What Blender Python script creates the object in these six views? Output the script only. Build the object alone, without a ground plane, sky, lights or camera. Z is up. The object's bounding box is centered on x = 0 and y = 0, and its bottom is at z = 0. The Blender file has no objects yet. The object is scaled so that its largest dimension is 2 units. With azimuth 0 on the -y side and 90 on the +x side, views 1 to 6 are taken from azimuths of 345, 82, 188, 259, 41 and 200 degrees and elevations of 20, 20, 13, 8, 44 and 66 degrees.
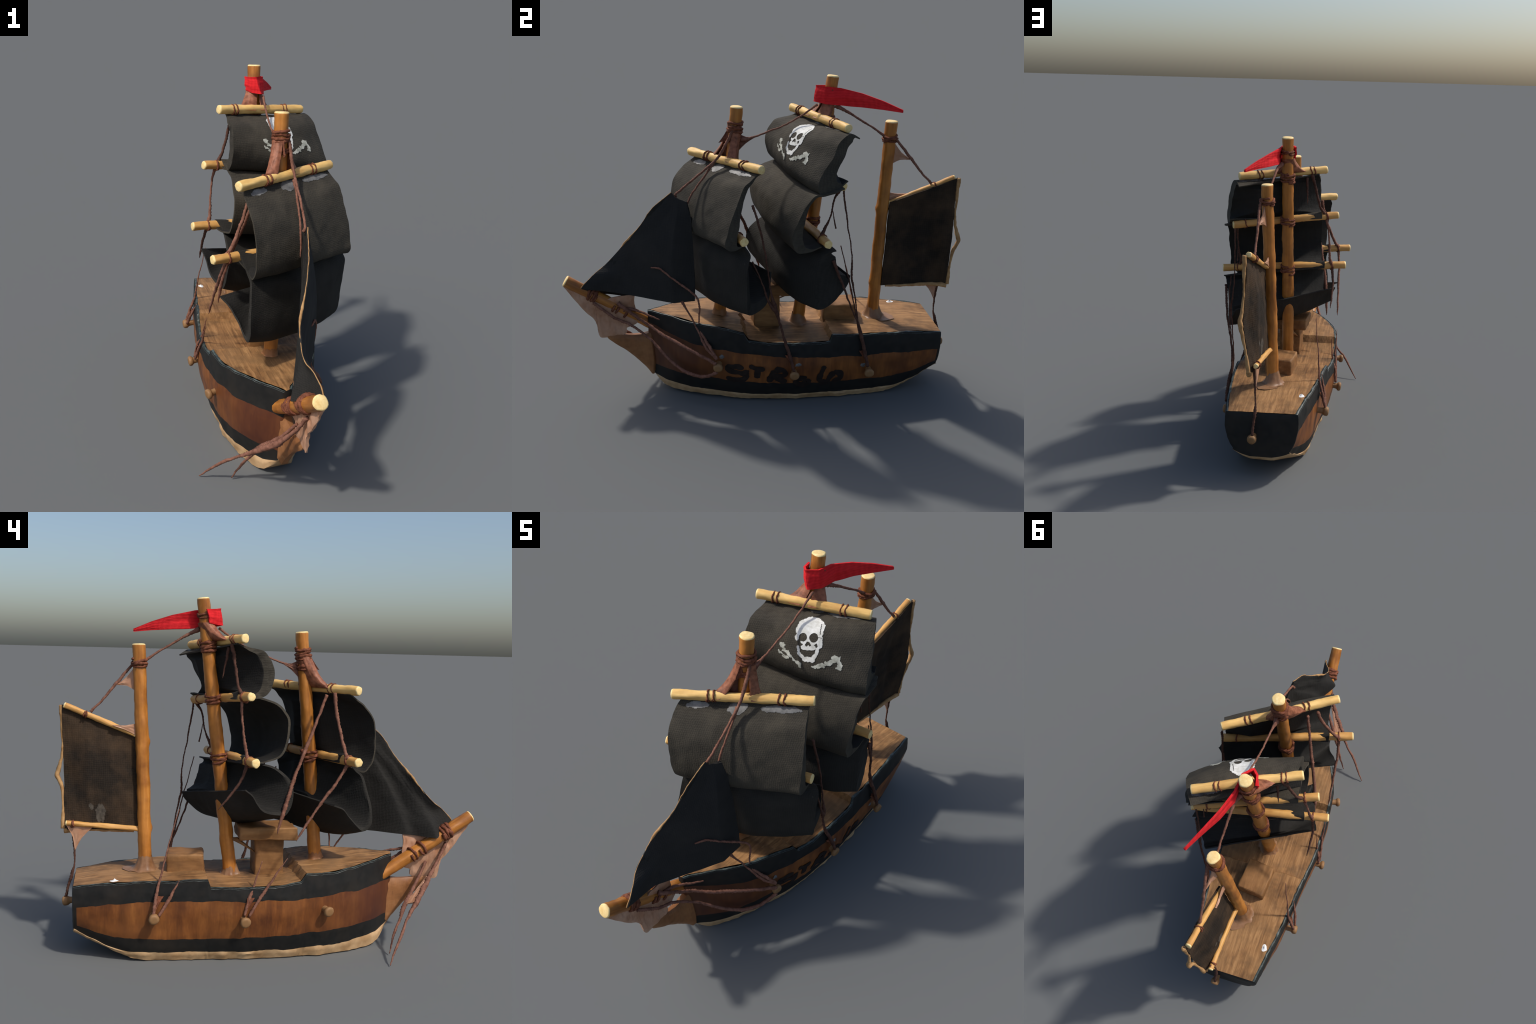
import bpy, bmesh, math, random
import numpy as np
from mathutils import Vector, Matrix, noise

random.seed(7)

# ------------------------------------------------------------------ helpers
def fbm(x, y, z, s=1.0, o=3):
    return noise.fractal(Vector((x*s, y*s, z*s)), 1.0, 2.0, o)

def catmull(pts, n):
    """Centripetal-ish Catmull-Rom through pts, resampled evenly to n points."""
    P = np.array(pts, float)
    if len(P) == 2:
        t = np.linspace(0, 1, n)[:, None]
        return P[0]*(1-t)+P[1]*t
    Q = np.vstack([2*P[0]-P[1], P, 2*P[-1]-P[-2]])
    out = []
    for i in range(1, len(Q)-2):
        p0, p1, p2, p3 = Q[i-1], Q[i], Q[i+1], Q[i+2]
        for t in np.linspace(0, 1, 16, endpoint=False):
            out.append(0.5*((2*p1)+(-p0+p2)*t+(2*p0-5*p1+4*p2-p3)*t*t+(-p0+3*p1-3*p2+p3)*t**3))
    out.append(Q[-2])
    out = np.array(out)
    d = np.r_[0, np.cumsum(np.linalg.norm(np.diff(out[:, :3], axis=0), axis=1))]
    s = np.linspace(0, d[-1], n)
    return np.stack([np.interp(s, d, out[:, k]) for k in range(out.shape[1])], 1)

ROOT = bpy.data.objects.new("pirate_ship", None)
bpy.context.scene.collection.objects.link(ROOT)
ROOT["label"] = "small handmade wooden pirate ship with black sails"
ROOT["category"] = "model ship"

def add(name, verts, faces, mats, parent=None, smooth=True, fmat=None, normals=None, matrix=None, angle=None):
    me = bpy.data.meshes.new(name)
    me.from_pydata([tuple(map(float, v)) for v in verts], [], faces)
    me.validate()
    if not isinstance(mats, (list, tuple)):
        mats = [mats]
    for m in mats:
        me.materials.append(m)
    if fmat is not None:
        me.polygons.foreach_set("material_index", fmat)
    me.polygons.foreach_set("use_smooth", [smooth]*len(me.polygons))
    if angle is not None:
        me.set_sharp_from_angle(angle=math.radians(angle))
    if normals is not None:
        me.normals_split_custom_set_from_vertices([tuple(n) for n in normals])
    me.update()
    ob = bpy.data.objects.new(name, me)
    bpy.context.scene.collection.objects.link(ob)
    ob.parent = parent or ROOT
    if parent is not None:
        ob.matrix_parent_inverse = parent.matrix_basis.inverted()
    if matrix is not None:
        ob.matrix_basis = matrix
    return ob

def vertex_normals(verts, faces):
    V = np.array(verts, float); N = np.zeros_like(V)
    for f in faces:
        p = V[list(f)]
        n = np.cross(p[1]-p[0], p[2]-p[0])
        if len(f) == 4:
            n = np.cross(p[2]-p[0], p[3]-p[1])
        for i in f:
            N[i] += n
    l = np.linalg.norm(N, axis=1, keepdims=True); l[l == 0] = 1
    return N/l

# ------------------------------------------------------------------ materials
def new_mat(name):
    m = bpy.data.materials.new(name)
    m.use_nodes = True
    nt = m.node_tree
    b = nt.nodes["Principled BSDF"]
    return m, nt, b

def nd(nt, t, **kw):
    n = nt.nodes.new(t)
    for k, v in kw.items():
        if k in n.inputs:
            n.inputs[k].default_value = v
        else:
            setattr(n, k, v)
    return n

def coords(nt, scale=(1, 1, 1), rot=(0, 0, 0), loc=(0, 0, 0)):
    tc = nd(nt, "ShaderNodeTexCoord")
    mp = nd(nt, "ShaderNodeMapping")
    mp.inputs["Scale"].default_value = scale
    mp.inputs["Rotation"].default_value = rot
    mp.inputs["Location"].default_value = loc
    nt.links.new(tc.outputs["Object"], mp.inputs["Vector"])
    return mp.outputs["Vector"]

def nz(nt, vec, scale, detail=4, rough=0.6):
    n = nd(nt, "ShaderNodeTexNoise")
    n.inputs["Scale"].default_value = scale
    n.inputs["Detail"].default_value = detail
    n.inputs["Roughness"].default_value = rough
    nt.links.new(vec, n.inputs["Vector"])
    return n.outputs["Fac"]

def ramp(nt, fac, stops):
    r = nd(nt, "ShaderNodeValToRGB")
    els = r.color_ramp.elements
    while len(els) < len(stops):
        els.new(0.5)
    for e, (p, c) in zip(els, stops):
        e.position = p
        e.color = (*c, 1) if len(c) == 3 else c
    nt.links.new(fac, r.inputs["Fac"])
    return r.outputs["Color"]

def mix(nt, fac, a, b, mode='MIX'):
    m = nd(nt, "ShaderNodeMix", data_type='RGBA', blend_type=mode)
    for sock, v in ((m.inputs[0], fac), (m.inputs[6], a), (m.inputs[7], b)):
        if hasattr(v, "is_linked") or hasattr(v, "links"):
            nt.links.new(v, sock)
        elif isinstance(v, (int, float)):
            sock.default_value = v
        else:
            sock.default_value = (*v, 1)
    return m.outputs[2]

def bump(nt, b, h, strength=0.3, dist=0.004):
    n = nd(nt, "ShaderNodeBump")
    n.inputs["Strength"].default_value = strength
    n.inputs["Distance"].default_value = dist
    nt.links.new(h, n.inputs["Height"])
    nt.links.new(n.outputs["Normal"], b.inputs["Normal"])

def wood(name, dark, mid, light, grain=(60, 4, 60), blotch=9, rough=0.55, spec=0.3, rot=(0, 0, 0), knots=True, bs=0.25, dirt=(0.05, 0.03, 0.02), dirtamt=0.35, bow=None):
    m, nt, b = new_mat(name)
    v = coords(nt, grain, rot)
    g = nz(nt, v, 1.0, 6, 0.65)
    col = ramp(nt, g, [(0.28, dark), (0.5, mid), (0.72, light)])
    v2 = coords(nt)
    bl = nz(nt, v2, blotch, 5, 0.6)
    fac = ramp(nt, bl, [(0.42, (0, 0, 0)), (0.7, (dirtamt,)*3)])
    col = mix(nt, fac, col, dirt)
    bl2 = nz(nt, v2, blotch*0.45, 3)
    col = mix(nt, ramp(nt, bl2, [(0.35, (0, 0, 0)), (0.65, (0.4,)*3)]), col, light)
    if bow is not None:      # red-brown stain spreading from the bow
        sx = nd(nt, "ShaderNodeSeparateXYZ"); nt.links.new(v2, sx.inputs[0])
        ad = nd(nt, "ShaderNodeMath", operation='MULTIPLY_ADD')
        nt.links.new(bl, ad.inputs[0]); ad.inputs[1].default_value = .5; nt.links.new(sx.outputs["Y"], ad.inputs[2])
        mr = nd(nt, "ShaderNodeMapRange")
        nt.links.new(ad.outputs[0], mr.inputs["Value"])
        mr.inputs["From Min"].default_value = .10; mr.inputs["From Max"].default_value = -.18
        mr.inputs["To Min"].default_value = 0; mr.inputs["To Max"].default_value = .72
        col = mix(nt, mr.outputs[0], col, bow)
    nt.links.new(col, b.inputs["Base Color"])
    b.inputs["Roughness"].default_value = rough
    b.inputs["Specular IOR Level"].default_value = spec
    bump(nt, b, g, bs, 0.004)
    return m

def plain(name, c1, c2, scale=30, rough=0.7, spec=0.3, bs=0.2, detail=5):
    m, nt, b = new_mat(name)
    v = coords(nt)
    g = nz(nt, v, scale, detail)
    nt.links.new(ramp(nt, g, [(0.3, c1), (0.7, c2)]), b.inputs["Base Color"])
    b.inputs["Roughness"].default_value = rough
    b.inputs["Specular IOR Level"].default_value = spec
    bump(nt, b, g, bs, 0.003)
    return m

def cloth(name, c1, c2, dust, weave=260, amt=0.5, rough=0.85, bs=0.35, across='X'):
    """Coarse woven cloth: two crossed thread waves plus faded blotches."""
    m, nt, b = new_mat(name)
    v = coords(nt)
    w1 = nd(nt, "ShaderNodeTexWave", wave_type='BANDS', bands_direction='Z')
    w1.inputs["Scale"].default_value = weave/6.0
    w1.inputs["Distortion"].default_value = 4.5
    w1.inputs["Detail"].default_value = 2.0
    nt.links.new(v, w1.inputs["Vector"])
    w2 = nd(nt, "ShaderNodeTexWave", wave_type='BANDS', bands_direction=across)
    w2.inputs["Scale"].default_value = weave/6.0
    w2.inputs["Distortion"].default_value = 5.0
    w2.inputs["Detail"].default_value = 2.0
    nt.links.new(v, w2.inputs["Vector"])
    th = mix(nt, 0.5, w1.outputs["Color"], w2.outputs["Color"])
    fine = nz(nt, v, 170, 3)
    th = mix(nt, 0.45, th, fine)
    col = mix(nt, th, c1, c2)
    bl = nz(nt, v, 7, 5, 0.62)
    col = mix(nt, ramp(nt, bl, [(0.42, (0, 0, 0)), (0.75, (amt,)*3)]), col, dust)
    sp = nz(nt, v, 55, 2)
    col = mix(nt, ramp(nt, sp, [(0.74, (0, 0, 0)), (0.80, (0.35,)*3)]), col, tuple(min(1, 2.6*x) for x in dust))
    nt.links.new(col, b.inputs["Base Color"])
    b.inputs["Roughness"].default_value = rough
    b.inputs["Specular IOR Level"].default_value = 0.2
    bump(nt, b, th, bs, 0.003)
    return m

M_dowel = wood("stained_dowel", (0.21, 0.065, 0.009), (0.43, 0.155, 0.022), (0.58, 0.245, 0.052), grain=(55, 55, 3), blotch=7, dirt=(0.14, 0.040, 0.008), dirtamt=0.85, rough=0.42, spec=0.4)
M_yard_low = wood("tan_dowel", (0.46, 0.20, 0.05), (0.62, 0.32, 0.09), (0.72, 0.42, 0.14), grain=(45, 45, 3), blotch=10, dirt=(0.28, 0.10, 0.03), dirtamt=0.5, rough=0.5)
M_yard = wood("pale_dowel", (0.64, 0.35, 0.095), (0.82, 0.51, 0.165), (0.92, 0.63, 0.24), grain=(45, 45, 3), blotch=10, dirt=(0.42, 0.18, 0.05), dirtamt=0.5, rough=0.5)  # upper yards brightened over the lower ones to carry the scan's baked sunlight
M_end = plain("end_grain", (0.78, 0.53, 0.20), (0.93, 0.74, 0.37), 60, 0.6)
M_hull = wood("hull_wood", (0.062, 0.017, 0.005), (0.165, 0.051, 0.011), (0.30, 0.108, 0.024), grain=(7, 24, 4), blotch=9, dirt=(0.040, 0.010, 0.005), dirtamt=0.8, rough=0.5, spec=0.4, bow=(0.060, 0.016, 0.009))
M_deck = wood("deck_wood", (0.065, 0.027, 0.009), (0.245, 0.117, 0.041), (0.45, 0.245, 0.10), grain=(75, 5, 48), blotch=10, dirt=(0.034, 0.016, 0.007), dirtamt=0.95, bs=0.7, rough=0.65, rot=(0, 0, 0.12))
M_box = wood("block_wood", (0.13, 0.055, 0.018), (0.235, 0.108, 0.036), (0.34, 0.175, 0.066), grain=(30, 5, 30), blotch=12, dirt=(0.07, 0.03, 0.010), dirtamt=0.7, rough=0.65, bs=0.5)
M_knee = wood("knee_wood", (0.16, 0.060, 0.020), (0.26, 0.105, 0.036), (0.36, 0.17, 0.070), grain=(20, 8, 20), blotch=9, dirt=(0.11, 0.034, 0.013), dirtamt=0.6, rough=0.5)
M_fray = plain("frayed_tan_cloth", (0.30, 0.15, 0.055), (0.50, 0.30, 0.13), 30, 0.8)
M_web = plain("dried_glue_web", (0.36, 0.165, 0.085), (0.54, 0.32, 0.21), 14, 0.4, 0.4)
M_lash = plain("lashing_cord", (0.085, 0.026, 0.013), (0.24, 0.085, 0.045), 70, 0.75, 0.2, 0.5)
M_shroud = plain("glued_cord", (0.12, 0.036, 0.015), (0.36, 0.135, 0.070), 40, 0.55, 0.35, 0.6)
M_rope = plain("rope_cord", (0.12, 0.05, 0.032), (0.27, 0.125, 0.085), 60, 0.8, 0.2, 0.5)
M_rope_dark = plain("dark_rope_cord", (0.05, 0.022, 0.015), (0.12, 0.055, 0.038), 60, 0.8, 0.2, 0.5)
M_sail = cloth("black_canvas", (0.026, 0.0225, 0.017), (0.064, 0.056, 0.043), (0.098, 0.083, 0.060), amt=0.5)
M_sail_in = cloth("unfaded_black_canvas", (0.011, 0.0105, 0.0095), (0.024, 0.0225, 0.020), (0.032, 0.029, 0.025), amt=0.4)  # same cloth with the shadow of the sail hollows put into its colour
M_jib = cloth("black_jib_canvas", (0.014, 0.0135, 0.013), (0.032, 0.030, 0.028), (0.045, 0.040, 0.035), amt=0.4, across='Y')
M_sail_low = cloth("dark_canvas", (0.014, 0.0130, 0.0115), (0.032, 0.0295, 0.025), (0.046, 0.041, 0.034), amt=0.45)  # canvas darkened for F2 and M3, whose baked shading makes them nearly black
M_spanker = cloth("worn_brown_canvas", (0.009, 0.0068, 0.005), (0.030, 0.021, 0.014), (0.085, 0.050, 0.026), weave=190, amt=0.8, across='Y')
M_bone = plain("white_paint", (0.52, 0.51, 0.45), (0.85, 0.84, 0.80), 45, 0.7)
M_eye = plain("black_paint", (0.012, 0.012, 0.010), (0.03, 0.028, 0.024), 60, 0.7)
M_bone_dim = plain("worn_white_paint", (0.26, 0.26, 0.21), (0.66, 0.65, 0.56), 50, 0.8)
M_flag = cloth("red_flag_cloth", (0.52, 0.008, 0.013), (0.78, 0.024, 0.030), (0.82, 0.045, 0.045), weave=150, amt=0.4)
M_glue = plain("dried_white_glue", (0.055, 0.054, 0.052), (0.22, 0.215, 0.205), 26, 0.5, 0.4)
M_worn = plain("threadbare_canvas", (0.04, 0.032, 0.025), (0.105, 0.088, 0.068), 60, 0.8)
M_glue_deck = plain("clear_glue", (0.19, 0.082, 0.030), (0.29, 0.160, 0.085), 22, 0.45, 0.4)
M_chip = plain("white_chip", (0.7, 0.7, 0.68), (0.9, 0.9, 0.88), 20, 0.6)
M_base = plain("plaster_base", (0.33, 0.185, 0.078), (0.57, 0.38, 0.205), 11, 0.7, bs=0.5)
M_ink = plain("ink", (0.010, 0.006, 0.005), (0.028, 0.016, 0.011), 40, 0.6)
M_peg = wood("peg_wood", (0.16, 0.075, 0.028), (0.25, 0.13, 0.052), (0.36, 0.21, 0.095), grain=(20, 20, 20), blotch=20, dirt=(0.09, 0.035, 0.014))

def paint_mat():
    m, nt, b = new_mat("blue_black_paint")
    v = coords(nt)
    g = nz(nt, v, 22, 5)
    col = ramp(nt, g, [(0.3, (0.008, 0.0085, 0.0085)), (0.7, (0.017, 0.016, 0.0145))])
    bl = nz(nt, v, 5, 4)
    col = mix(nt, ramp(nt, bl, [(0.45, (0, 0, 0)), (0.7, (0.5,)*3)]), col, (0.035, 0.026, 0.018))
    nt.links.new(col, b.inputs["Base Color"])
    b.inputs["Roughness"].default_value = 0.6
    b.inputs["Specular IOR Level"].default_value = 0.25
    bump(nt, b, g, 0.25, 0.004)
    return m
M_paint = paint_mat()

def rim_mat():
    """worn painted rim: teal-grey scuffs with chips of bare pale paint"""
    m, nt, b = new_mat("worn_rim_paint")
    v = coords(nt)
    g = nz(nt, v, 34, 5, 0.7)
    col = ramp(nt, g, [(0.30, (0.012, 0.016, 0.016)), (0.52, (0.045, 0.058, 0.052)), (0.72, (0.14, 0.17, 0.16))])
    nt.links.new(col, b.inputs["Base Color"])
    b.inputs["Roughness"].default_value = 0.5
    bump(nt, b, g, 0.4, 0.004)
    return m
M_rim = rim_mat()

# ------------------------------------------------------------------ hull shape
YL = [-.580, -.555, -.475, -.345, -.229, -.02, .18, .30, .50, .64, .75, .93]
XL = [-.042, -.060, -.122, -.203, -.244, -.264, -.260, -.243, -.220, -.201, -.180, -.148]
YR = [-.580, -.555, -.442, -.305, -.123, .0, .2, .3, .5, .65, .8, .93]
XR = [-.018, -.004, .080, .168, .235, .254, .262, .260, .250, .236, .218, .196]
def smooth_interp(y, ys, vs):
    return (np.interp(y-.02, ys, vs)+2*np.interp(y, ys, vs)+np.interp(y+.02, ys, vs))/4
def z_deck(y):
    return float(np.interp(y, [-.58, -.43, -.25, -.112, -.088, 0, .2, .318, .330, .4, .6, .79, .93],
                           [.434, .426, .412, .400, .363, .349, .343, .346, .379, .376, .368, .355, .335]))
def z_edge(y, side):
    return z_deck(y)+side*float(np.interp(y, [-.58, -.2, -.1, .3, .35, .93], [.004, .007, -.004, -.005, -.005, -.006]))
def z_bot(y):
    return float(np.interp(y, [-.58, -.545, -.51, -.46, .58, .66, .74, .80, .86, .90, .93],
                           [.112, .060, .022, .004, .0, .012, .043, .076, .107, .130, .142]))
def keel_drop(y):
    """the sole sags below the turn of the bilge towards the stern"""
    return float(np.interp(y, [.55, .72, .80, .93], [0, .022, .038, .042]))
def z_cream(y):
    return max(z_bot(y)+.006, float(np.interp(y, [-.58, -.5, -.3, 0, .4, .68, .79, .86, .93], [.098, .066, .052, .044, .040, .044, .074, .108, .128])))
def z_low(y):
    return float(np.interp(y, [-.58, -.3, 0, .3, .6, .74, .8, .86, .93], [.142, .132, .120, .110, .110, .119, .130, .150, .172]))
def z_up(y, side):
    if side < 0:
        return float(np.interp(y, [-.58, -.27, -.05, .46, .63, .79, .93], [.308, .302, .288, .288, .282, .266, .248]))
    return float(np.interp(y, [-.58, -.5, -.37, -.12, .13, .4, .66, .93], [.375, .350, .316, .288, .268, .254, .252, .238]))
def side_x(y, z, side):
    """hull side position; slightly tumbled section, narrowing to the keel"""
    e = smooth_interp(y, YL, XL) if side < 0 else smooth_interp(y, YR, XR)
    c = 0.5*(smooth_interp(y, YL, XL)+smooth_interp(y, YR, XR))
    zb, zt = z_bot(y), z_edge(y, side)
    t = (z-zb)/max(1e-4, zt-zb)
    f = np.interp(t, [0, .04, .15, .32, .62, .85, 1], [.775, .80, .88, .955, 1.025, 1.02, 1.0])
    k = np.interp(y, [-.58, -.45, -.3], [0.35, .8, 1]) if side < 0 else np.interp(y, [-.58, -.45, -.25, .1], [0.5, 1.25, 1.25, 1.05])
    f = 1+(f-1)*(k if f < 1 else 1)
    f += (.26 if side > 0 else .15)*math.exp(-((y+.46)/.10)**2)*math.exp(-((t-.45)/.27)**2)      # full bow
    if side > 0:
        f -= .035*math.exp(-((y+.10)/.12)**2)*math.exp(-((t-.6)/.4)**2)
    if side < 0:
        f += .05*math.exp(-((y-.66)/.16)**2)*math.exp(-((t-.15)/.3)**2)
    x = c+(e-c)*f
    return x + side*(0.0022*fbm(side*3, y, z, 14) + 0.0012*fbm(y, z, side, 45))

def hull():
    ys = sorted(set(np.round(np.r_[np.linspace(-.58, .912, 110), np.linspace(-.12, -.08, 7), np.linspace(.314, .334, 6)], 4)))
    rows_n = [4, 5, 9, 8]        # base, lower stripe, planking, upper stripe
    verts, idx = [], {}
    for side in (-1, 1):
        for j, y in enumerate(ys):
            jit = lambda s, a: a*fbm(y, s+side, 0, 9)+.4*a*fbm(y, s+side, 3, 40)
            lv = [z_bot(y)+(.005*float(np.interp(y, [-.5, -.3, -.1, .6, .75], [2.4, 2.2, 1, .6, 0])) if side > 0 else 0), z_cream(y)+jit(1, .006)-(.004 if side > 0 else 0), z_low(y)+jit(2, .006), z_up(y, side)+jit(3, .007), z_edge(y, side)+jit(5, .006)]
            zs = []
            for k in range(4):
                zs += list(np.linspace(lv[k], lv[k+1], rows_n[k], endpoint=False))
            zs.append(lv[4])
            for i, z in enumerate(zs):
                yy = y
                # rounded transom corner and stem
                idx[side, j, i] = len(verts)
                x = side_x(y, z, side)
                if i < rows_n[0]:
                    x += side*(.004+.006*fbm(y, 7, side, 12)+.012*max(0, fbm(y, 3, side, 9))+.004*fbm(y, z*2, side, 60))   # plaster bulges out a bit
                verts.append((x, yy, z))
    nrow = sum(rows_n)+1
    faces = []; band = []
    starts = np.cumsum([0]+rows_n)
    for side in (-1, 1):
        for j in range(len(ys)-1):
            for i in range(nrow-1):
                a, b, c, d = idx[side, j, i], idx[side, j+1, i], idx[side, j+1, i+1], idx[side, j, i+1]
                f = (a, b, c, d) if side > 0 else (d, c, b, a)
                bd = int(np.searchsorted(starts, i, side='right')-1)
                faces.append(f); band.append(3 if bd == 2 and ys[j] > .892 else bd)
    # stem strip
    for i in range(nrow-1):
        faces.append((idx[-1, 0, i], idx[1, 0, i], idx[1, 0, i+1], idx[-1, 0, i+1]))
        band.append(int(np.searchsorted(starts, i, side='right')-1))
    N = vertex_normals(verts, faces)
    names = ["keel_base", "waterline_stripe", "hull_planking", "gunwale_stripe"]
    mats = [M_base, M_paint, M_hull, M_paint]
    HULL = bpy.data.objects.new("hull", None)
    bpy.context.scene.collection.objects.link(HULL); HULL.parent = ROOT
    for k in range(4):
        sel = [f for f, bnd in zip(faces, band) if bnd == k]
        used = sorted({v for f in sel for v in f}); mp = {v: i for i, v in enumerate(used)}
        vs = [verts[v] for v in used]; ns = [N[v] for v in used]
        fs = [tuple(mp[v] for v in f) for f in sel]
        if k == 0:   # close the bottom with a slightly lumpy sole
            cen = []
            for j, y in enumerate(ys):
                a_, b_ = np.array(verts[idx[-1, j, 0]]), np.array(verts[idx[1, j, 0]])
                row = []
                for t in (.12, .32, .68, .88):
                    row.append(len(vs)); p = a_*(1-t)+b_*t; p[2] = max(.001, p[2]-keel_drop(y)*min(1, 4.6*t*(1-t))); vs.append(tuple(p))
                cen.append([mp[idx[-1, j, 0]]]+row+[mp[idx[1, j, 0]]])
            for j in range(len(ys)-1):
                for m in range(5):
                    fs.append((cen[j][m], cen[j+1][m], cen[j+1][m+1], cen[j][m+1]))
            add(names[k], vs, fs, mats[k], HULL, angle=50)
        else:
            add(names[k], vs, fs, mats[k], HULL, normals=ns)
    # transom: slightly domed end cap
    J = len(ys)-1
    tv, tf = [], []
    nx = 16
    L = [verts[idx[-1, J, i]] for i in range(nrow)]; R = [verts[idx[1, J, i]] for i in range(nrow)]
    for i in range(nrow):
        for k in range(nx+1):
            t = k/nx
            p = np.array(L[i])*(1-t)+np.array(R[i])*t
            p[2] -= keel_drop(p[1])*min(1, 4.6*t*(1-t))*(1-i/(nrow-1))**3
            e = min(t, 1-t)*nx
            ez = min(i, nrow-1-i)
            p[1] += .008*(1-math.exp(-e*.9))*(1-math.exp(-ez*.8)) + (.002*fbm(p[0], 9, p[2], 20) if 0 < k < nx else 0)
            tv.append(p)
    for i in range(nrow-1):
        for k in range(nx):
            a = i*(nx+1)+k
            tf.append((a+1, a, a+nx+1, a+nx+2))
    fm = [1 if f[0]//(nx+1) < rows_n[0]-1 else 0 for f in tf]
    add("transom", tv, tf, [M_paint, M_base], HULL, fmat=fm, angle=60)
    # deck with its two steps, inset from the painted rim
    dv, df = [], []
    nxd = 22
    for y in ys:
        l = side_x(y, z_edge(y, -1), -1); r = side_x(y, z_edge(y, 1), 1)
        ins = min(.013, .3*(r-l))
        for k in range(nxd+1):
            t = k/nxd
            x = (l+ins)*(1-t)+(r-ins)*t
            z = z_edge(y, -1)*(1-t)+z_edge(y, 1)*t+.0015+.0022*fbm(x, y, 0, 11)+.0012*fbm(x*5, y, 0, 16)
            sag = -.004*(abs(y-.322) < .014 or abs(y+.1) < .025)*fbm(x, 0, 0, 30)*3
            dv.append((x, y+sag, z))
    for j in range(len(ys)-1):
        for k in range(nxd):
            a = j*(nxd+1)+k
            df.append((a, a+1, a+nxd+2, a+nxd+1))
    add("deck", dv, df, M_deck, HULL, angle=40)
    # worn rim between deck and side: a low rounded bead
    for side in (-1, 1):
        rv, rf = [], []
        for j, y in enumerate(ys):
            e = np.array(verts[idx[side, j, nrow-1]])
            wdt = .021*(.5+.8*max(0, .5+fbm(y, side*4, 1, 13)))
            wdt = min(wdt, .012+.05*(y+.58))
            for m in range(5):
                t = m/4
                rv.append((e[0]-side*wdt*t+side*.0012*(1-t), e[1], e[2]-.004*(1-t)**2*2+.0045*math.sin(math.pi*min(1, t+.15))-.004*t*t+.001*fbm(y, m, side, 40)))
        for j in range(len(ys)-1):
            for m in range(4):
                a = j*5+m
                f = (a, a+1, a+6, a+5)
                rf.append(f if side < 0 else f[::-1])
        add("rim", rv, rf, M_rim, HULL)
    return HULL
HULL = hull()

def blobby_box(name, corners, z0, z1, mat, parent=None, r=.012, amp=.0055, top=None):
    """worn wooden block from four ground corners"""
    bm = bmesh.new()
    lo = [bm.verts.new((x, y, z0)) for x, y in corners]
    hi = [bm.verts.new((x, y, z1)) for x, y in (top or corners)]
    bm.faces.new(lo[::-1]); bm.faces.new(hi)
    for i in range(4):
        bm.faces.new((lo[i], lo[(i+1) % 4], hi[(i+1) % 4], hi[i]))
    bmesh.ops.recalc_face_normals(bm, faces=bm.faces)
    bmesh.ops.bevel(bm, geom=bm.edges[:], offset=r, segments=3, profile=0.6, affect='EDGES')
    bmesh.ops.subdivide_edges(bm, edges=bm.edges[:], cuts=5, use_grid_fill=True)
    for v in bm.verts:
        n = fbm(*v.co, 22)
        v.co += v.normal*amp*n
    me = bpy.data.meshes.new(name); bm.to_mesh(me); bm.free()
    me.materials.append(mat)
    me.polygons.foreach_set("use_smooth", [True]*len(me.polygons))
    me.set_sharp_from_angle(angle=math.radians(50))
    ob = bpy.data.objects.new(name, me); bpy.context.scene.collection.objects.link(ob)
    ob.parent = parent or ROOT
    return ob

blobby_box("hatch_block", [(.082, .483), (.066, .318), (-.076, .330), (-.060, .500)], .355, .456, M_box)
PLAT = blobby_box("gun_platform", [(.085, .168), (.070, -.090), (-.112, -.098), (-.098, .170)], .522, .582, M_box, r=.010)
blobby_box("platform_post", [(.062, .092), (.055, -.040), (-.062, -.046), (-.056, .090)], .340, .530, M_box, PLAT, r=.010)

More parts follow.
